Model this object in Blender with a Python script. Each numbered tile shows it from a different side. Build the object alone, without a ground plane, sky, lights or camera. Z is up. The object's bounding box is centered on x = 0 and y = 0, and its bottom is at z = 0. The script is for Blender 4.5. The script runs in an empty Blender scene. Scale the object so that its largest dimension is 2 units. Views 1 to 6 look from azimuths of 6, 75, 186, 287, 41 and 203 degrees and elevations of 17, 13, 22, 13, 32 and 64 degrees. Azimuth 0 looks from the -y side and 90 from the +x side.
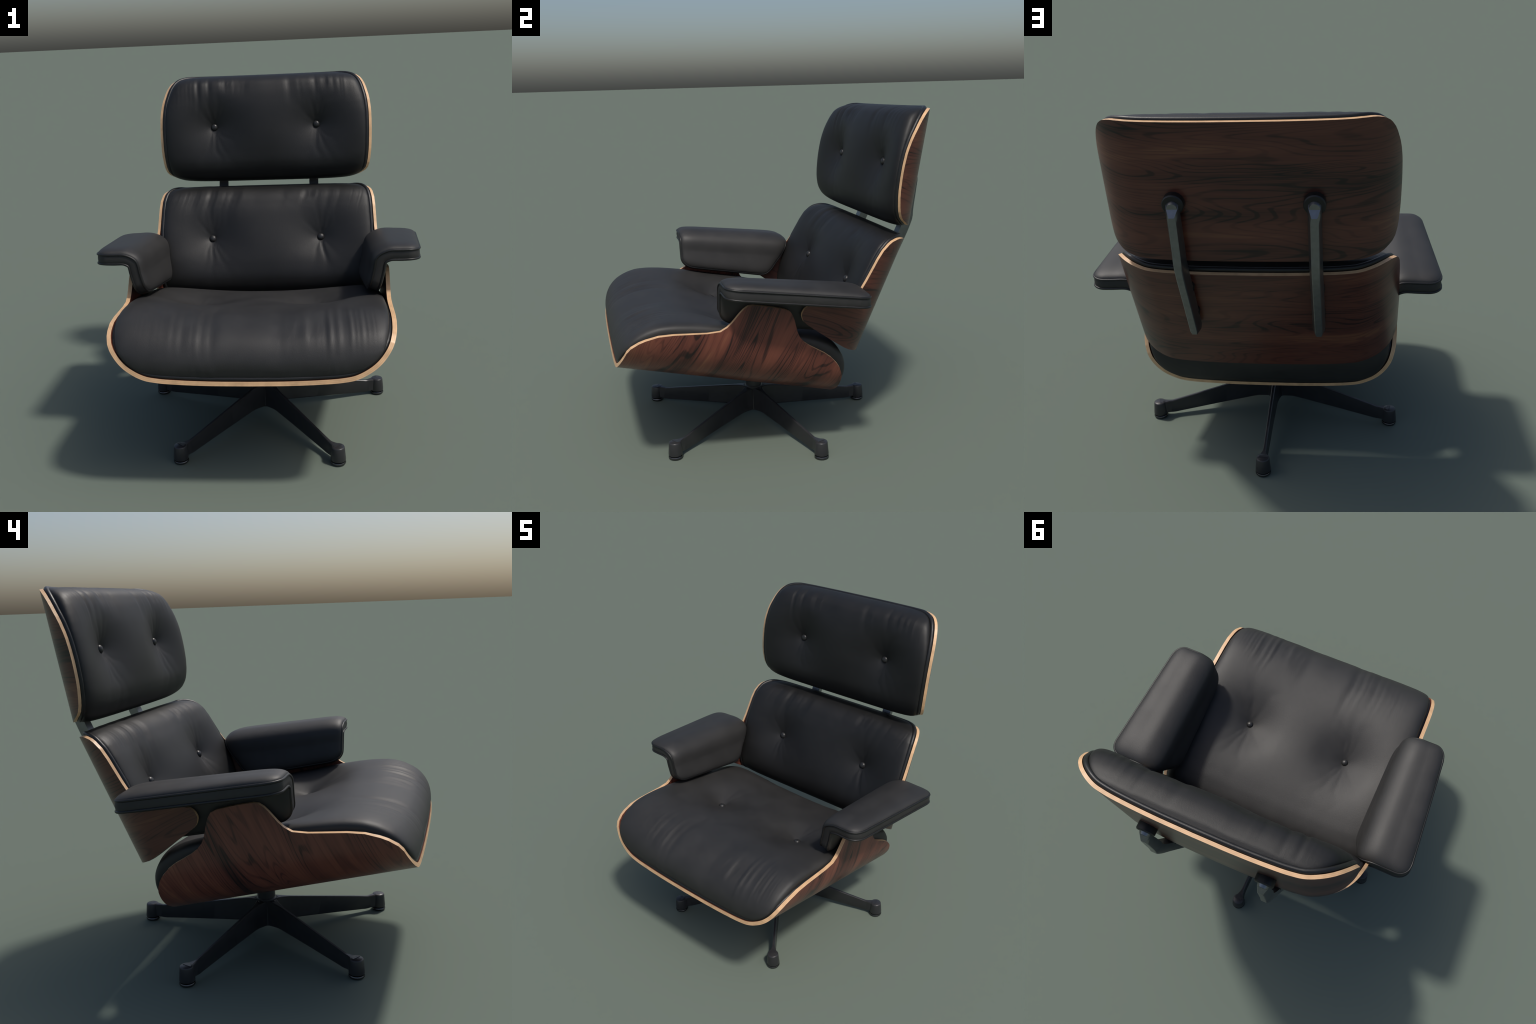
import bpy, math
import numpy as np
from mathutils import Matrix, Vector

RNG = np.random.default_rng(11)

# ------------------------------------------------------------------ helpers
def cat(points, n):
    """Smooth (Catmull-Rom, centripetal-ish by chord length) curve through points."""
    p = np.array(points, float)
    d = np.r_[0, np.cumsum(np.linalg.norm(np.diff(p, axis=0), axis=1) ** 0.75)]
    d /= d[-1]
    tan = np.gradient(p, d, axis=0)
    u = np.linspace(0, 1, n)
    k = np.clip(np.searchsorted(d, u, side='right') - 1, 0, len(d) - 2)
    h = (d[k + 1] - d[k])[:, None]
    x = ((u - d[k]) / (d[k + 1] - d[k]))[:, None]
    return ((2 * x**3 - 3 * x**2 + 1) * p[k] + (x**3 - 2 * x**2 + x) * h * tan[k]
            + (-2 * x**3 + 3 * x**2) * p[k + 1] + (x**3 - x**2) * h * tan[k + 1])

def chaikin(points, r=0.22, it=1):
    p = np.array(points, float)
    for _ in range(it):
        a = p[:-1] * (1 - r) + p[1:] * r
        b = p[:-1] * r + p[1:] * (1 - r)
        q = np.empty((2 * len(a), p.shape[1])); q[0::2] = a; q[1::2] = b
        p = np.vstack([p[:1], q[1:-1], p[-1:]])
    return p

def sstep(x, a=0.0, b=1.0):
    x = np.clip((x - a) / (b - a), 0, 1)
    return x * x * (3 - 2 * x)

_tab = RNG.uniform(-1, 1, 4096)
def n1(x, seed=0):
    """Smooth 1-D value noise."""
    x = np.asarray(x, float) + 1000
    i = np.floor(x).astype(int); f = x - i; f = f * f * (3 - 2 * f)
    return _tab[(i + seed * 131) % 4096] * (1 - f) + _tab[(i + 1 + seed * 131) % 4096] * f

def grid_faces(nr, nc, off=0, flip=False, close_c=False):
    f = []
    for r in range(nr - 1):
        for c in range(nc if close_c else nc - 1):
            c2 = (c + 1) % nc
            q = (off + r * nc + c, off + r * nc + c2, off + (r + 1) * nc + c2, off + (r + 1) * nc + c)
            f.append(q[::-1] if flip else q)
    return f

def collapse(verts, faces, eps=1e-6):
    """Weld coincident vertices, drop degenerate faces."""
    v = np.asarray(verts, float)
    key = np.round(v / eps).astype(np.int64)
    _, first, inv = np.unique(key, axis=0, return_index=True, return_inverse=True)
    inv = inv.ravel()
    out = []
    for f in faces:
        g = []
        for i in f:
            j = int(inv[i])
            if j not in g:
                g.append(j)
        if len(g) >= 3:
            out.append(tuple(g))
    return v[first], out

def make(name, verts, faces, mats, parent=None, matrix=None, slots=None, smooth=True, angle=None, outward=False):
    me = bpy.data.meshes.new(name)
    me.from_pydata([tuple(map(float, v)) for v in verts], [], faces)
    if outward:
        import bmesh
        bm = bmesh.new(); bm.from_mesh(me)
        bmesh.ops.recalc_face_normals(bm, faces=bm.faces)
        bm.to_mesh(me); bm.free()
    for m in (mats if isinstance(mats, (list, tuple)) else [mats]):
        me.materials.append(m)
    if slots is not None:
        me.polygons.foreach_set('material_index', slots)
    me.polygons.foreach_set('use_smooth', [smooth] * len(me.polygons))
    if angle is not None:
        me.set_sharp_from_angle(angle=math.radians(angle))
    me.update()
    ob = bpy.data.objects.new(name, me)
    bpy.context.scene.collection.objects.link(ob)
    place(ob, parent, matrix)
    return ob

def place(ob, parent, matrix=None):
    if matrix is not None:
        ob.matrix_world = matrix
    if parent is not None:
        ob.parent = parent
        ob.matrix_parent_inverse = Matrix.Identity(4)
        if matrix is not None:
            ob.matrix_basis = matrix
WORLD = {}
def child(ob, parent, world):
    """parent with a given world matrix (parents are never scaled)."""
    pw = WORLD.get(parent.name, Matrix.Identity(4))
    ob.parent = parent
    ob.matrix_parent_inverse = Matrix.Identity(4)
    ob.matrix_basis = pw.inverted() @ world
    WORLD[ob.name] = world.copy()

def tube(path, radius, ns=10, closed=True):
    p = np.array(path, float)
    n = len(p)
    if closed:
        tan = np.roll(p, -1, 0) - np.roll(p, 1, 0)
    else:
        tan = np.gradient(p, axis=0)
    tan /= np.linalg.norm(tan, axis=1)[:, None] + 1e-12
    ref = np.array([0.31, 0.11, 0.94]); ref /= np.linalg.norm(ref)
    nrm = np.cross(tan[0], ref); nrm /= np.linalg.norm(nrm)
    fr = [nrm]
    for i in range(1, n):
        v = fr[-1] - tan[i] * (fr[-1] @ tan[i]); fr.append(v / np.linalg.norm(v))
    fr = np.array(fr); bi = np.cross(tan, fr)
    a = np.linspace(0, 2 * np.pi, ns, endpoint=False)
    v = p[:, None] + radius * (np.cos(a)[None, :, None] * fr[:, None] + np.sin(a)[None, :, None] * bi[:, None])
    v = v.reshape(-1, 3)
    f = []
    for r in range(n if closed else n - 1):
        r2 = (r + 1) % n
        # match the start of the ring when closing
        sh = 0
        if closed and r == n - 1:
            d = np.linalg.norm(v[r * ns][None] - v[:ns], axis=1); sh = int(np.argmin(d))
        for c in range(ns):
            f.append((r * ns + c, r * ns + (c + 1) % ns, r2 * ns + (c + 1 + sh) % ns, r2 * ns + (c + sh) % ns))
    if not closed:
        f.append(tuple(range(ns))[::-1]); f.append(tuple((n - 1) * ns + i for i in range(ns)))
    return v, f

def resample(path, step, closed=True):
    p = np.array(path, float)
    if closed:
        p = np.vstack([p, p[:1]])
    d = np.linalg.norm(np.diff(p, axis=0), axis=1)
    keep = np.r_[True, d > 1e-6]; p = p[keep]
    d = np.r_[0, np.cumsum(np.linalg.norm(np.diff(p, axis=0), axis=1))]
    n = max(8, int(d[-1] / step))
    u = np.linspace(0, d[-1], n, endpoint=not closed)
    return np.stack([np.interp(u, d, p[:, k]) for k in range(3)], 1)

def revolve(profile, seg=32):
    """profile (r,z) list -> closed solid of revolution about z."""
    v, f = [], []
    pr = np.array(profile, float); n = len(pr)
    a = np.linspace(0, 2 * np.pi, seg, endpoint=False)
    for r, z in pr:
        for t in a:
            v.append((r * math.cos(t), r * math.sin(t), z))
    f += grid_faces(n, seg, 0, False, True)
    f.append(tuple(range(seg))[::-1]); f.append(tuple((n - 1) * seg + i for i in range(seg)))
    return np.array(v), f

# ---------------------------------------------------------------- materials
def new_mat(name):
    m = bpy.data.materials.new(name); m.use_nodes = True
    nt = m.node_tree; b = nt.nodes['Principled BSDF']
    return m, nt, b
def N(nt, kind, **kw):
    n = nt.nodes.new(kind)
    for k, v in kw.items():
        if k.startswith('i_'):
            n.inputs[k[2:].replace('_', ' ')].default_value = v
        else:
            setattr(n, k, v)
    return n
def ramp(nt, stops, interp='LINEAR'):
    r = nt.nodes.new('ShaderNodeValToRGB'); r.color_ramp.interpolation = interp
    el = r.color_ramp.elements
    while len(el) > 1:
        el.remove(el[-1])
    el[0].position = stops[0][0]; el[0].color = (*stops[0][1], 1)
    for p, c in stops[1:]:
        e = el.new(p); e.color = (*c, 1)
    return r

def leather_material(name, base, rough=0.47):
    m, nt, b = new_mat(name); L = nt.links.new
    tc = N(nt, 'ShaderNodeTexCoord')
    big = N(nt, 'ShaderNodeTexNoise'); big.inputs['Scale'].default_value = 7; big.inputs['Detail'].default_value = 3
    L(tc.outputs['Object'], big.inputs['Vector'])
    c = ramp(nt, [(0.3, tuple(x * 0.85 for x in base)), (0.7, tuple(x * 1.15 for x in base))])
    L(big.outputs['Fac'], c.inputs['Fac']); L(c.outputs['Color'], b.inputs['Base Color'])
    vor = N(nt, 'ShaderNodeTexVoronoi'); vor.inputs['Scale'].default_value = 230
    vor.feature = 'DISTANCE_TO_EDGE'
    L(tc.outputs['Object'], vor.inputs['Vector'])
    fine = N(nt, 'ShaderNodeTexNoise'); fine.inputs['Scale'].default_value = 120; fine.inputs['Detail'].default_value = 4
    L(tc.outputs['Object'], fine.inputs['Vector'])
    mul = N(nt, 'ShaderNodeMath', operation='MULTIPLY_ADD'); mul.inputs[1].default_value = 1.2
    L(vor.outputs['Distance'], mul.inputs[0]); L(fine.outputs['Fac'], mul.inputs[2])
    bp = N(nt, 'ShaderNodeBump'); bp.inputs['Strength'].default_value = 0.10; bp.inputs['Distance'].default_value = 0.004
    L(mul.outputs[0], bp.inputs['Height']); L(bp.outputs['Normal'], b.inputs['Normal'])
    rr = N(nt, 'ShaderNodeMapRange'); rr.inputs['To Min'].default_value = rough - 0.05; rr.inputs['To Max'].default_value = rough + 0.06
    L(big.outputs['Fac'], rr.inputs['Value']); L(rr.outputs['Result'], b.inputs['Roughness'])
    b.inputs['Specular IOR Level'].default_value = 0.45
    return m

def rosewood_material(name, offset=(0, 0, 0), gain=1.0, shear=0.0):
    """Grain runs across each shell (local x on the flat, local z up the sides); local y crosses the grain."""
    m, nt, b = new_mat(name); L = nt.links.new
    tc = N(nt, 'ShaderNodeTexCoord')
    mp = N(nt, 'ShaderNodeMapping'); mp.inputs['Location'].default_value = offset
    sep = N(nt, 'ShaderNodeSeparateXYZ'); L(tc.outputs['Object'], sep.inputs[0])
    sh = N(nt, 'ShaderNodeMath', operation='MULTIPLY_ADD'); sh.inputs[1].default_value = shear
    L(sep.outputs['Z'], sh.inputs[0]); L(sep.outputs['Y'], sh.inputs[2])
    com = N(nt, 'ShaderNodeCombineXYZ'); L(sep.outputs['X'], com.inputs[0]); L(sh.outputs[0], com.inputs[1]); L(sep.outputs['Z'], com.inputs[2])
    L(com.outputs[0], mp.inputs['Vector'])
    # figure: contour lines of a long stretched noise field = cathedral grain
    st = N(nt, 'ShaderNodeMapping'); st.inputs['Scale'].default_value = (0.50, 3.6, 0.50)
    L(mp.outputs[0], st.inputs['Vector'])
    f1 = N(nt, 'ShaderNodeTexNoise'); f1.inputs['Scale'].default_value = 1.0; f1.inputs['Detail'].default_value = 2.0
    f1.inputs['Roughness'].default_value = 0.45; f1.inputs['Distortion'].default_value = 0.35
    L(st.outputs[0], f1.inputs['Vector'])
    rings = N(nt, 'ShaderNodeMath', operation='MULTIPLY'); rings.inputs[1].default_value = 230
    L(f1.outputs['Fac'], rings.inputs[0])
    sn0 = N(nt, 'ShaderNodeMath', operation='SINE'); L(rings.outputs[0], sn0.inputs[0])
    sn = N(nt, 'ShaderNodeMapRange'); sn.interpolation_type = 'SMOOTHSTEP'     # thin dark late-wood lines
    sn.inputs['From Min'].default_value = 0.35; sn.inputs['From Max'].default_value = 1.0
    sn.inputs['To Min'].default_value = 0.35; sn.inputs['To Max'].default_value = -1.5
    L(sn0.outputs[0], sn.inputs['Value'])
    # pores / streaks
    st2 = N(nt, 'ShaderNodeMapping'); st2.inputs['Scale'].default_value = (5, 130, 5)
    L(mp.outputs[0], st2.inputs['Vector'])
    f2 = N(nt, 'ShaderNodeTexNoise'); f2.inputs['Scale'].default_value = 1.0; f2.inputs['Detail'].default_value = 4
    f2.inputs['Distortion'].default_value = 0.25
    L(st2.outputs[0], f2.inputs['Vector'])
    # broad light / dark bands
    st3 = N(nt, 'ShaderNodeMapping'); st3.inputs['Scale'].default_value = (0.7, 7.0, 0.7); st3.inputs['Location'].default_value = (3, 1, 7)
    L(mp.outputs[0], st3.inputs['Vector'])
    f3 = N(nt, 'ShaderNodeTexNoise'); f3.inputs['Scale'].default_value = 1.0; f3.inputs['Detail'].default_value = 3; f3.inputs['Distortion'].default_value = 0.5
    L(st3.outputs[0], f3.inputs['Vector'])
    f3c = N(nt, 'ShaderNodeMath', operation='MULTIPLY_ADD'); f3c.inputs[1].default_value = 1.3; f3c.inputs[2].default_value = -0.15
    L(f3.outputs['Fac'], f3c.inputs[0])
    a1 = N(nt, 'ShaderNodeMath', operation='MULTIPLY_ADD'); a1.inputs[1].default_value = 0.085
    L(sn.outputs['Result'], a1.inputs[0]); L(f3c.outputs[0], a1.inputs[2])
    c2 = N(nt, 'ShaderNodeMath', operation='SUBTRACT'); c2.inputs[1].default_value = 0.5; L(f2.outputs['Fac'], c2.inputs[0])
    a2 = N(nt, 'ShaderNodeMath', operation='MULTIPLY_ADD'); a2.inputs[1].default_value = 0.36
    L(c2.outputs[0], a2.inputs[0]); L(a1.outputs[0], a2.inputs[2])
    g = gain
    cr = ramp(nt, [(0.17, (0.014 * g, 0.008 * g, 0.008 * g)), (0.29, (0.042 * g, 0.015 * g, 0.012 * g)),
                   (0.40, (0.098 * g, 0.031 * g, 0.022 * g)), (0.55, (0.138 * g, 0.044 * g, 0.029 * g)),
                   (0.67, (0.160 * g, 0.054 * g, 0.034 * g)), (0.80, (0.215 * g, 0.088 * g, 0.046 * g))])
    L(a2.outputs[0], cr.inputs['Fac']); L(cr.outputs['Color'], b.inputs['Base Color'])
    b.inputs['Roughness'].default_value = 0.31
    b.inputs['Specular IOR Level'].default_value = 0.5
    bp = N(nt, 'ShaderNodeBump'); bp.inputs['Strength'].default_value = 0.05; bp.inputs['Distance'].default_value = 0.003
    L(f2.outputs['Fac'], bp.inputs['Height']); L(bp.outputs['Normal'], b.inputs['Normal'])
    return m

def maple_material(name, col):
    m, nt, b = new_mat(name); L = nt.links.new
    tc = N(nt, 'ShaderNodeTexCoord')
    n = N(nt, 'ShaderNodeTexNoise'); n.inputs['Scale'].default_value = 22; n.inputs['Detail'].default_value = 4
    L(tc.outputs['Object'], n.inputs['Vector'])
    c = ramp(nt, [(0.3, tuple(x * 0.86 for x in col)), (0.7, tuple(min(1, x * 1.1) for x in col))])
    L(n.outputs['Fac'], c.inputs['Fac']); L(c.outputs['Color'], b.inputs['Base Color'])
    b.inputs['Roughness'].default_value = 0.42
    return m

def metal_material(name, base, rough, metallic=0.0, spec=0.5):
    m, nt, b = new_mat(name); L = nt.links.new
    tc = N(nt, 'ShaderNodeTexCoord')
    n = N(nt, 'ShaderNodeTexNoise'); n.inputs['Scale'].default_value = 40; n.inputs['Detail'].default_value = 3
    L(tc.outputs['Object'], n.inputs['Vector'])
    c = ramp(nt, [(0.3, tuple(x * 0.92 for x in base)), (0.7, tuple(x * 1.08 for x in base))])
    L(n.outputs['Fac'], c.inputs['Fac']); L(c.outputs['Color'], b.inputs['Base Color'])
    b.inputs['Roughness'].default_value = rough; b.inputs['Metallic'].default_value = metallic
    b.inputs['Specular IOR Level'].default_value = spec
    return m

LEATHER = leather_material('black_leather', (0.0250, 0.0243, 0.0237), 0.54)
LEATHER_DARK = leather_material('black_leather_dark', (0.0085, 0.0084, 0.0084), 0.53)  # darker base than the seat and arm leather; used on back and headrest cushions
PIPING = leather_material('black_leather_piping', (0.011, 0.011, 0.011), 0.40)
BUTTON = leather_material('black_leather_button', (0.020, 0.020, 0.020), 0.36)
ROSE_S = rosewood_material('rosewood_seat', (0.3, 0.15, 0.1), 1.2, -0.2)
ROSE_B = rosewood_material('rosewood_back', (2.3, 4.1, 1.1), 0.74)
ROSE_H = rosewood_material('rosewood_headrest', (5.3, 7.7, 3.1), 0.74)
MAPLE = maple_material('maple_ply_light', (0.72, 0.455, 0.25))
MAPLE2 = maple_material('maple_ply_dark', (0.60, 0.365, 0.19))
ENAMEL = metal_material('black_enamel_aluminium', (0.028, 0.028, 0.030), 0.36)
BRACE = metal_material('satin_dark_aluminium', (0.22, 0.225, 0.23), 0.30, 0.9, 0.5)
RUBBER = metal_material('black_rubber', (0.008, 0.008, 0.008), 0.5)
GLIDE = metal_material('dark_chrome', (0.10, 0.10, 0.105), 0.22, 0.9)

# ------------------------------------------------------------- thing & frames
ROOT = bpy.data.objects.new('lounge_chair', None)
bpy.context.scene.collection.objects.link(ROOT)
ROOT['label'] = 'black leather lounge chair with bent rosewood shells on swivel star base'
ROOT['category'] = 'lounge chair'
WORLD[ROOT.name] = Matrix.Identity(4)

def frame(origin, along):
    """local x = chair width, local y = along the bent sheet, local z = out of the sheet toward the sitter."""
    u = Vector((0, along[0], along[1])).normalized()
    f = Vector((0, -u[2], u[1])) if u[1] >= 0 and u[2] < 0 else Vector((0, -u[2], u[1]))
    x = Vector((1, 0, 0))
    m = Matrix.Identity(4)
    for i in range(3):
        m[i][0] = x[i]; m[i][1] = u[i]; m[i][2] = f[i]; m[i][3] = (0, *origin)[i]
    return m

F_SEAT = frame((-0.942, 0.613), (0.970, -0.2425))
F_BACK = frame((0.4945, 0.570), (0.418, 0.908))
F_HEAD = frame((0.831, 1.307), (0.179, 0.984))

# ------------------------------------------- bent-plywood cross-section (half)
SECTION = [(0, 0), (.2, .002), (.35, .008), (.45, .016), (.515, .028), (.575, .055), (.625, .090), (.665, .133),
           (.699, .190), (.719, .25), (.7280, .31), (.731, .42), (.732, .55), (.732, .70)]
class Sheet:
    """Extruded U-shaped sheet: arc position s -> (x, w) and its inward normal."""
    def __init__(self, scale=1.0):
        half = cat(np.array(SECTION) * [scale, 1.0], 400)
        half[0] = (0, 0)
        full = np.vstack([half[:0:-1] * [-1, 1], half])
        d = np.r_[0, np.cumsum(np.linalg.norm(np.diff(full, axis=0), axis=1))]
        self.s = d - d[-1] / 2; self.p = full
        t = np.gradient(full, self.s, axis=0); t /= np.linalg.norm(t, axis=1)[:, None]
        self.n = np.stack([-t[:, 1], t[:, 0]], 1)
        h = self.s >= 0
        self.hw, self.hs = self.p[h][:, 1], self.s[h]
    def at(self, s, off=0.0):
        p = np.stack([np.interp(s, self.s, self.p[:, k]) + off * np.interp(s, self.s, self.n[:, k]) for k in range(2)], -1)
        return p
    def s_of_w(self, w):
        return np.interp(w, self.hw, self.hs)

THICK = 0.025
def outline_s(sheet, outline, nper=6, soft=1):
    o = chaikin(np.array(outline, float), 0.2, soft)
    t = o[:, 0]; s = sheet.s_of_w(o[:, 1])
    tt, ss = [], []
    for i in range(len(t) - 1):
        k = np.linspace(0, 1, nper, endpoint=False)
        tt += list(t[i] + (t[i + 1] - t[i]) * k); ss += list(s[i] + (s[i + 1] - s[i]) * k)
    return np.array(tt + [t[-1]]), np.array(ss + [s[-1]])

def build_shell(name, outline, fr, sheet, mat, thick):
    t, smax = outline_s(sheet, outline)
    nc = 121
    f = np.linspace(-1, 1, nc)
    S = smax[:, None] * f[None]
    T = np.repeat(t[:, None], nc, 1)
    def surf(off):
        p = sheet.at(S, off)
        return np.stack([p[..., 0], T, p[..., 1]], -1)
    o, i = surf(0.0), surf(thick)
    nr = len(t)
    v = np.vstack([o.reshape(-1, 3), i.reshape(-1, 3)])
    faces = grid_faces(nr, nc, 0, True) + grid_faces(nr, nc, nr * nc, False)
    faces = [q for q in faces]
    sh = make(name, v, faces, mat)
    child(sh, ROOT, fr)
    # edge plies
    idx = [(0, c) for c in range(nc)] + [(r, nc - 1) for r in range(1, nr)] + [(nr - 1, c) for c in range(nc - 2, -1, -1)] + [(r, 0) for r in range(nr - 2, 0, -1)]
    offs = [0.0, 0.30, 0.38, 0.64, 0.72, 1.0]
    ring = [np.array([o[k] * (1 - q) + i[k] * q for k in idx]) for q in offs]
    ev = np.vstack(ring); n = len(idx); ef = []; sl = []
    for a in range(len(offs) - 1):
        for c in range(n):
            ef.append((a * n + c, a * n + (c + 1) % n, (a + 1) * n + (c + 1) % n, (a + 1) * n + c)); sl.append(a % 2)
    ed = make('plywood_edge', ev, ef, [MAPLE, MAPLE2], slots=sl, angle=30)
    child(ed, sh, fr)
    return sh

SH = Sheet(1.0); SHH = Sheet(0.985)

SEAT_OUT = [(-.018, .045), (-.014, .09), (.004, .19), (.062, .25), (.165, .302), (.458, .355), (.511, .402), (.563, .50), (.597, .533),
            (.69, .540), (.825, .537), (.86, .50), (.91, .40), (.967, .357), (1.122, .306), (1.198, .25), (1.24, .188),
            (1.254, .135), (1.264, .078), (1.266, .03)]
BACK_OUT = [(0, .05), (.002, .09), (.008, .176), (.031, .285), (.064, .44), (.074, .48), (.086, .511), (.116, .534), (.15, .532),
            (.18, .512), (.215, .42), (.25, .33), (.31, .268), (.378, .243), (.595, .216), (.668, .18), (.702, .133), (.714, .09), (.716, .045)]
HEAD_OUT = [(0, .045), (.004, .08), (.042, .156), (.09, .184), (.18, .206), (.285, .213), (.35, .212), (.42, .206), (.50, .184),
            (.594, .140), (.638, .110), (.664, .082), (.677, .055), (.681, .03)]
seat_shell = build_shell('seat_shell', SEAT_OUT, F_SEAT, SH, ROSE_S, 0.022)
back_shell = build_shell('back_shell', BACK_OUT, F_BACK, SH, ROSE_B, 0.018)
head_shell = build_shell('headrest_shell', HEAD_OUT, F_HEAD, SHH, ROSE_H, 0.018)

# ----------------------------------------------------------------- cushions
def build_cushion(name, rim, gamma, fr, sheet, buttons, saddle, pulls, seed, side_n=5.0, leather=None):  # saddle: how much the flanks rise above the middle
    nb, na = 150, 181
    t_o, s_o = outline_s(sheet, rim, 8)
    b01 = np.linspace(0, 1, nb)
    cosb = 0.5 - 0.5 * np.cos(np.pi * b01)
    tp = t_o[0] + (t_o[-1] - t_o[0]) * cosb                     # welt line
    sp = np.interp(tp, t_o, s_o)
    INSET = 0.015                                               # the pad starts just inside its welt
    tr = t_o[0] + INSET * .8 + (t_o[-1] - t_o[0] - INSET * 1.6) * cosb
    srim = np.interp((tr - tr[0]) / (tr[-1] - tr[0]), (t_o - t_o[0]) / (t_o[-1] - t_o[0]), s_o) - INSET
    G = cat(gamma, nb)
    phi = np.linspace(-np.pi / 2, np.pi / 2, na)
    xi = np.sign(phi) * np.abs(np.sin(phi)) ** (2 / side_n)
    # even out the sampling of the flat middle
    xi = 0.55 * xi + 0.45 * np.sin(phi)
    ka = (1 - np.abs(xi) ** side_n) ** (1 / side_n)
    base2 = sheet.at(srim[:, None] * xi[None], THICK + 0.006)
    Bx, Bw = base2[..., 0], base2[..., 1]
    xr = Bx[:, -1:]; wr = Bw[:, -1:]
    end = sstep(np.minimum(b01, 1 - b01), 0, 0.03)[:, None]
    mid = sstep(np.minimum(b01, 1 - b01), 0, 0.25)[:, None]
    Fx = xr * xi[None]
    Fw = wr + (G[:, 1:2] + (saddle[0] + (saddle[1] - saddle[0]) * sstep(tr, .2, .7)[:, None]) * (xi[None] ** 2) * mid - wr) * ka[None]
    Ft = tr[:, None] + (G[:, 0:1] - tr[:, None]) * ka[None] ** 0.8
    X = Bx + (Fx - Bx) * end
    W = np.maximum(Bw + (Fw - Bw) * end, Bw)
    T = Ft
    lift = np.clip((W - Bw) / 0.05, 0, 1)
    # broad pull toward the buttons, plus creases that radiate from them
    W0 = W.copy()
    for k, (bx, bt, bw, up) in enumerate(buttons):
        dx, dt = X - bx, T - bt
        r = np.hypot(dx, dt) + 1e-6
        j = np.unravel_index(np.argmin(r), r.shape)
        depth = max(0.0, W0[j] - bw)
        prof = 0.42 * np.exp(-r / 0.05) + 0.58 * np.exp(-(r / 0.19) ** 2)
        W = W - depth * prof * lift
        th = np.arctan2(dt, dx)
        cre = np.zeros_like(r)
        for q, (ang, amp, wid) in enumerate(((-1.45, 1.0, .10), (-1.18, .7, .09), (-1.85, .55, .12), (-.8, .35, .12), (1.4, .8, .10), (1.75, .65, .09), (1.05, .5, .11), (2.3, .35, .12))):
            jit = 0.12 * n1(q * 3.7 + seed + k * 17, 5)
            d = np.abs((th - ang - jit + 0.10 * n1(r * 14 + q * 9, seed) + np.pi) % (2 * np.pi) - np.pi)
            cre += amp * np.exp(-(d / wid) ** 2)
        W = W - 0.0075 * cre * np.exp(-r / 0.13) * sstep(r, 0.015, 0.05) * lift
    # fine gathers along the rolled edges
    for (t0, t1, amp, freq) in pulls:
        win = np.exp(-((T - t0) / (t1 * (0.75 + 0.55 * n1(X * 7 + 3, seed + 4)))) ** 2) * lift * (1 - np.abs(xi[None]) ** 6) * (0.65 + 0.5 * n1(X * 4.5, seed + 6))
        ph = X * freq + 0.5 * n1(T * 6 + seed, 3)
        g = n1(ph, seed) + 0.7 * n1(ph * 2.3 + 11, seed + 1) + 0.35 * n1(ph * 5.1 + 3, seed + 2)
        g = -np.clip(0.75 - g, 0, 2) ** 1.1
        W = W + amp * g * win * 1.05
        T = T
    front = np.stack([X, T, W], -1)
    back = np.stack([Bx, np.repeat(tr[:, None], na, 1), Bw], -1)
    # share the rim
    for e in (0, nb - 1):
        back[e] = front[e]
    back[:, 0] = front[:, 0]; back[:, -1] = front[:, -1]
    v = np.vstack([front.reshape(-1, 3), back.reshape(-1, 3)])
    f = grid_faces(nb, na, 0, False) + grid_faces(nb, na, nb * na, True)
    v, f = collapse(v, f)
    cu = make(name, v, f, leather, angle=70)
    child(cu, ROOT, fr)
    # piping (welt) lying on the sheet between its bare edge and the pad
    pp = sheet.at(sp[:, None] * xi[None], THICK + 0.008)
    pg = np.stack([pp[..., 0], np.repeat(tp[:, None], na, 1), pp[..., 1]], -1)
    rimv = np.vstack([pg[0], pg[1:, -1], pg[-1, ::-1][1:], pg[::-1, 0][1:-1]])
    pv, pf = tube(resample(rimv, 0.012), 0.0130, 12)
    pi = make('piping', pv, pf, PIPING, outward=True)
    child(pi, cu, fr)
    # buttons
    for (bx, bt, bw, up) in buttons:
        pr = [(0.0005, -0.014), (0.019, -0.014), (0.0225, -0.007), (0.0238, 0.0), (0.0222, 0.007), (0.0168, 0.0130), (0.009, 0.0165), (0.0005, 0.0175)]
        bv, bf = revolve(pr, 24)
        bo = make('button', bv, bf, BUTTON, outward=True)
        child(bo, cu, fr @ Matrix.Translation((bx, bt, bw + 0.009)))
    return cu

SEAT_RIM = [(-.004, .045), (.000, .09), (.020, .18), (.076, .236), (.172, .287), (.458, .335), (.7, .345), (.967, .338), (1.115, .29),
            (1.185, .238), (1.225, .18), (1.243, .13), (1.254, .075), (1.257, .03)]
SEAT_G = [(.000, .040), (-.024, .066), (-.036, .108), (-.029, .162), (.001, .220), (.068, .275), (.16, .315), (.28, .340), (.45, .353),
          (.65, .358), (.85, .363), (1.00, .362), (1.09, .355), (1.17, .334), (1.235, .290), (1.278, .24), (1.296, .18), (1.295, .12), (1.282, .065), (1.257, .040)]
seat_cushion = build_cushion('seat_cushion', SEAT_RIM, SEAT_G, F_SEAT, SH,
    [(-.335, .643, .276, 1), (.335, .643, .276, 1)], (.056, .056), [(.06, .20, .0060, 22), (1.22, .08, .003, 15)], 2, 5.0, LEATHER)
BACK_RIM = [(.003, .05), (.006, .09), (.020, .165), (.08, .205), (.2, .225), (.378, .234), (.592, .209), (.664, .174), (.700, .130), (.716, .088), (.721, .045)]
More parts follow.
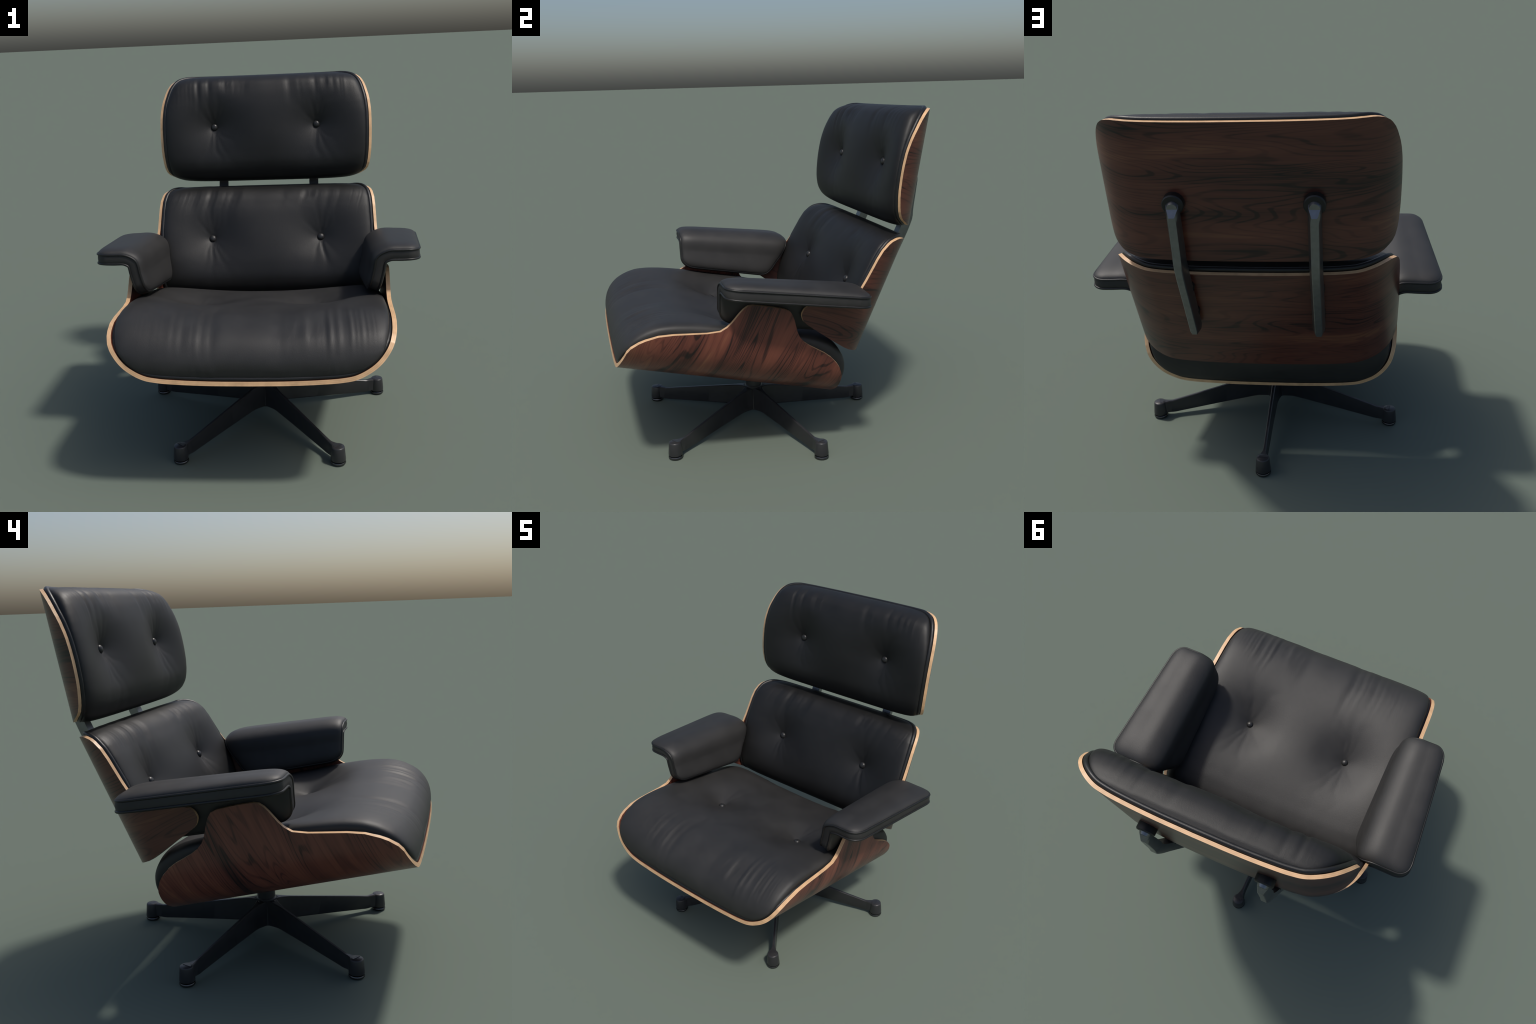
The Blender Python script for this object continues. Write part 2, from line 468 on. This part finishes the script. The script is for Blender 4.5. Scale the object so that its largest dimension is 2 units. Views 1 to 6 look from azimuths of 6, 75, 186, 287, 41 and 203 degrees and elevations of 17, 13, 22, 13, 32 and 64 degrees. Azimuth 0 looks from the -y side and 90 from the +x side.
BACK_G = [(.003, .040), (-.013, .080), (-.012, .132), (.018, .180), (.08, .220), (.18, .243), (.30, .250), (.42, .248), (.56, .235), (.64, .212),
          (.69, .175), (.722, .125), (.735, .085), (.722, .040)]
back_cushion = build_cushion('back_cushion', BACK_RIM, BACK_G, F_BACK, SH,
    [(-.356, .354, .182, 1), (.356, .354, .182, 1)], (.033, .033), [(.64, .14, .0042, 19)], 5, 4.4, LEATHER_DARK)
HEAD_RIM = [(.006, .045), (.010, .078), (.046, .150), (.09, .177), (.18, .200), (.285, .207), (.35, .206), (.42, .200), (.50, .178), (.590, .134), (.634, .104), (.660, .077), (.674, .050), (.679, .03)]
HEAD_G = [(.006, .040), (-.014, .072), (-.018, .115), (.002, .163), (.045, .200), (.10, .224), (.18, .239), (.275, .249), (.40, .250), (.50, .240),
          (.58, .221), (.63, .196), (.662, .153), (.680, .105), (.686, .070), (.680, .038)]
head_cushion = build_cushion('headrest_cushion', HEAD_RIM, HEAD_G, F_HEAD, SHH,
    [(-.339, .339, .167, 1), (.339, .339, .167, 1)], (.022, .022), [(.62, .13, .0042, 19)], 8, 4.3, LEATHER_DARK)

# ----------------------------------------------------------------- armrests
ARM_F = [(.882, 1.121), (.845, 1.120), (.79, 1.119), (.711, 1.115), (.658, 1.084), (.638, 1.005), (.625, .95), (.611, .897)]
ARM_R = [(.948, 1.014), (.893, 1.013), (.83, 1.014), (.727, 1.012), (.665, .978), (.639, .889), (.619, .82), (.597, .748)]
def build_armrest(side):
    nv, ny = 81, 101
    cf, crr = cat(ARM_F, nv), cat(ARM_R, nv)
    v01 = np.linspace(0, 1, nv)
    def corner(x, r):         # quarter-round pull-in near an end, x = distance from that end
        x = np.clip(x / r, 0, 1)
        return 1 - np.sqrt(np.clip(1 - (1 - x) ** 2, 0, 1))
    L = 0.46
    dF = np.minimum(corner(v01 * L, .075) + corner((1 - v01) * L, .07), 1)
    yf = -0.387 + 0.075 * dF
    drop = sstep(v01, 0.48, 1.0)
    yr = 0.400 - 0.145 * drop - 0.075 * corner(v01 * L, .075) - 0.07 * corner((1 - v01) * L, .07)
    # column spacing: crowd the ends so the round corners resolve
    vv = 0.5 - 0.5 * np.cos(np.pi * v01); vv = 0.6 * vv + 0.4 * v01
    yf = np.interp(vv, v01, yf); yr = np.interp(vv, v01, yr)
    cf = np.stack([np.interp(vv, v01, cf[:, k]) for k in range(2)], 1)
    crr = np.stack([np.interp(vv, v01, crr[:, k]) for k in range(2)], 1)
    q = np.linspace(0, 1, ny); q = 0.6 * (0.5 - 0.5 * np.cos(np.pi * q)) + 0.4 * q
    Y = yf[None] + (yr - yf)[None] * q[:, None]
    k = ((Y + 0.37) / 0.77)[..., None]
    P = cf[None] * (1 - k) + crr[None] * k                     # (ny,nv,2) x,z
    tg = np.gradient(cf, axis=0)[None] * (1 - k) + np.gradient(crr, axis=0)[None] * k; tg /= np.linalg.norm(tg, axis=2)[..., None]
    nrm = np.stack([tg[..., 1], -tg[..., 0]], -1)              # up on top, inward on the side
    A = np.stack([P[..., 0], Y, P[..., 1]], -1)
    n3 = np.stack([nrm[..., 0], np.zeros_like(Y), nrm[..., 1]], -1)
    a, b = np.abs(2 * vv - 1), np.abs(2 * q - 1)
    puff = np.where(vv < .5, (1 - a ** 6) ** .5, (1 - a ** 8) ** .5)[None] * ((1 - b ** 9) ** (1 / 2.0))[:, None]
    amp = 0.037 - 0.008 * sstep(vv, 0.45, 0.8)                # plump top, flatter inner face
    top = A + n3 * (amp[None] * puff)[..., None]
    Bq = A - n3 * 0.052
    bot = Bq - n3 * (0.016 * puff ** 0.7)[..., None]
    idx = [(0, c) for c in range(nv)] + [(r, nv - 1) for r in range(1, ny)] + [(ny - 1, c) for c in range(nv - 2, -1, -1)] + [(r, 0) for r in range(ny - 2, 0, -1)]
    e1 = np.array([A[i] for i in idx]); e2 = np.array([Bq[i] for i in idx])
    m = np.array([side, 1, 1.0])
    inn = [(min(max(r, 2), ny - 3), min(max(c, 2), nv - 3)) for r, c in idx]
    outd = e1 - np.array([A[i] for i in inn]); outd /= np.linalg.norm(outd, axis=1)[:, None]
    nn = ny * nv; n = len(idx)
    v = np.vstack([top.reshape(-1, 3), bot.reshape(-1, 3), e1, e1 * .5 + e2 * .5 + outd * .005, e2])
    f = grid_faces(ny, nv, 0, False) + grid_faces(ny, nv, nn, True)
    o = 2 * nn
    for s in range(2):
        for c in range(n):
            f.append((o + s * n + c, o + s * n + (c + 1) % n, o + (s + 1) * n + (c + 1) % n, o + (s + 1) * n + c))
    v, f = collapse(v * m, f)
    arm = make('armrest', v, f, LEATHER, angle=50, outward=True)
    child(arm, ROOT, Matrix.Identity(4))
    for e in (e1, e2):
        pv, pf = tube(resample(e, 0.010) * m, 0.0065, 8)
        pi = make('piping', pv, pf, PIPING, outward=True)
        child(pi, arm, Matrix.Identity(4))
build_armrest(1); build_armrest(-1)

# -------------------------------------------------------------- back braces
def head_pt(t, w): return F_HEAD @ Vector((0, t, w))
def back_pt(t, w): return F_BACK @ Vector((0, t, w))
def build_brace(x):
    # side profile (y,z): rear edge and front edge, swept as a keystone section (wide front, narrow rear)
    rear = [head_pt(.268, -.076), head_pt(.16, -.080), head_pt(.075, -.083), (head_pt(.02, -.083) + back_pt(.853, -.083)) / 2, back_pt(.790, -.083), back_pt(.62, -.080), back_pt(.350, -.075)]
    front = [head_pt(.318, -.030), head_pt(.17, -.027), head_pt(.095, -.025), (head_pt(.045, -.022) + back_pt(.868, -.020)) / 2, back_pt(.810, -.019), back_pt(.62, -.017), back_pt(.346, -.016)]
    rear = cat([(p[1], p[2]) for p in rear], 40); front = cat([(p[1], p[2]) for p in front], 40)
    sec = []
    for i, (r, g) in enumerate(zip(rear, front)):
        e = min(i, 39 - i)
        hr = 0.0185 * (0.75 if e == 0 else 1); hf = 0.0310 * (0.9 if e == 0 else 1)
        d = (g - r)
        sec.append([(-hf, *g), (-hf, *(r + d * 0.72)), (-hr, *(r + d * 0.05)), (-hr * .8, *r), (hr * .8, *r), (hr, *(r + d * 0.05)), (hf, *(r + d * 0.72)), (hf, *g)])
    v = np.array(sec).reshape(-1, 3); ns = 8
    f = grid_faces(40, ns, 0, False, True) + [tuple(range(ns)), tuple(39 * ns + i for i in range(ns))]
    br = make('back_brace', v, f, BRACE, angle=28, outward=True)
    child(br, ROOT, Matrix.Translation((x, 0, 0)))
    def peg(name, fr, t, w0, w1, r, mat, taper=1.0):
        h = abs(w1 - w0); c = 0.12 * h
        pv, pf = revolve([(r * .9, 0), (r, c), (r * taper, h - c), (r * taper * .93, h)], 36)
        o = make(name, pv, pf, mat, angle=35, outward=True)
        child(o, br, fr @ Matrix.Translation((x, t, w0)))
    peg('mount_disc', F_HEAD, .308, -.034, .012, .050, RUBBER)
    # neck that joins the disc to the brace
    nv_, nf_ = revolve([(.024, 0), (.031, .016), (.034, .028)], 24)
    nk = make('brace_neck', nv_, nf_, BRACE, angle=30, outward=True)
    child(nk, br, F_HEAD @ Matrix.Translation((x, .300, -.049)))
    for t in (.46, .64):
        peg('spacer', F_BACK, t, -.030, .012, .034, RUBBER)
build_brace(.313); build_brace(-.313)

# --------------------------------------------------------------------- base
CY = -0.05
base = bpy.data.objects.new('swivel_base', None); bpy.context.scene.collection.objects.link(base)
child(base, ROOT, Matrix.Translation((0, CY, 0)))
def leg_mesh():
    rr = np.r_[np.linspace(0.0, .10, 7), np.linspace(.12, .64, 22), np.linspace(.66, .735, 10)]
    top = np.interp(rr, [0, .06, .10, .4, .66, .70, .735], [.198, .199, .194, .142, .097, .100, .104])
    bot = np.interp(rr, [0, .06, .12, .4, .65, .69, .735], [.050, .052, .055, .036, .018, .024, .026])
    wt = np.interp(rr, [0, .05, .09, .14, .3, .62, .67, .70, .735], [.050, .042, .024, .014, .0115, .0095, .0125, .023, .034])
    wb = np.interp(rr, [0, .05, .09, .14, .3, .62, .67, .70, .735], [.060, .052, .036, .025, .020, .016, .019, .028, .038])
    v = []
    for r, t, b, a, c in zip(rr, top, bot, wt, wb):
        h = t - b; e = min(.006, a * .4)
        v += [(r, -c * .8, b), (r, -c, b + .006), (r, -(a * .9 + c * .1), b + h * .86), (r, -a, t - e * .8), (r, -a + e, t), (r, a - e, t), (r, a, t - e * .8),
              (r, a * .9 + c * .1, b + h * .86), (r, c, b + .006), (r, c * .8, b)]
    ns = 10
    f = grid_faces(len(rr), ns, 0, False, True) + [tuple(range(ns)), tuple((len(rr) - 1) * ns + i for i in range(ns))]
    return np.array(v), f
lv, lf = leg_mesh(); lv = lv * [1, .82, 1]
leg0 = foot0 = glide0 = None
for i, ang in enumerate((90, 162, 234, 306, 18)):
    W = Matrix.Translation((0, CY, 0)) @ Matrix.Rotation(math.radians(ang), 4, 'Z')
    WF = W @ Matrix.Translation((.735, 0, 0))
    if leg0 is None:
        leg = leg0 = make('leg', lv, lf, ENAMEL, angle=32, outward=True)
        fv, ff = revolve([(.030, .022), (.0410, .022), (.0420, .026), (.0360, .095), (.0345, .0995), (.0310, .1020), (.0005, .1022)], 40)
        foot = foot0 = make('foot', fv, ff, ENAMEL, angle=40, outward=True)
        gv, gf = revolve([(.022, .030), (.022, .016), (.040, .0155), (.0425, .011), (.0425, .006), (.038, 0.0)], 36)
        glide = glide0 = make('glide', gv, gf, GLIDE, angle=40, outward=True)
    else:
        leg, foot, glide = (o.copy() for o in (leg0, foot0, glide0))
        for o in (leg, foot, glide):
            bpy.context.scene.collection.objects.link(o)
    child(leg, base, W); child(foot, base, WF); child(glide, base, WF)
# hub with filleted webs between legs
def hub_mesh():
    seg = 100; th = np.linspace(0, 2 * np.pi, seg, endpoint=False)
    c = np.cos(5 * (th - math.radians(90)))
    rad = 0.072 + 0.030 * ((c + 1) / 2) ** 2
    lay = [(.86, .050), (1.0, .056), (.92, .120), (.84, .176), (.78, .194), (.70, .200)]
    v = [(s * r * math.cos(a), s * r * math.sin(a), z) for s, z in lay for a, r in zip(th, rad)]
    n = len(lay)
    f = grid_faces(n, seg, 0, False, True) + [tuple(range(seg)), tuple((n - 1) * seg + i for i in range(seg))]
    return v, f
hv, hf = hub_mesh()
hub = make('hub', hv, hf, ENAMEL, angle=40, outward=True)
child(hub, base, Matrix.Translation((0, CY, 0)))
pv, pf = revolve([(.052, .19), (.0575, .196), (.0575, .206), (.054, .212), (.052, .214), (.052, .335), (.062, .352), (.085, .366), (.085, .40)], 40)
post = make('swivel_post', pv, pf, GLIDE, angle=30, outward=True)
post.data.materials[0] = ENAMEL
child(post, base, Matrix.Translation((0, CY, 0)))
# mounting plate under the seat sheet
def box(name, hx, hy, hz, mat, parent, world):
    b = 0.006; v = []
    for z, k in ((-hz, b), (-hz + b, 0), (hz - b, 0), (hz, b)):
        v += [(-hx + k, -hy + k, z), (hx - k, -hy + k, z), (hx - k, hy - k, z), (-hx + k, hy - k, z)]
    f = grid_faces(4, 4, 0, False, True) + [(3, 2, 1, 0), (12, 13, 14, 15)]
    o = make(name, v, f, mat, angle=30, outward=True)
    child(o, parent, world)
box('mounting_plate', .15, .16, .016, ENAMEL, base, F_SEAT @ Matrix.Translation((0, .92, -.018)))
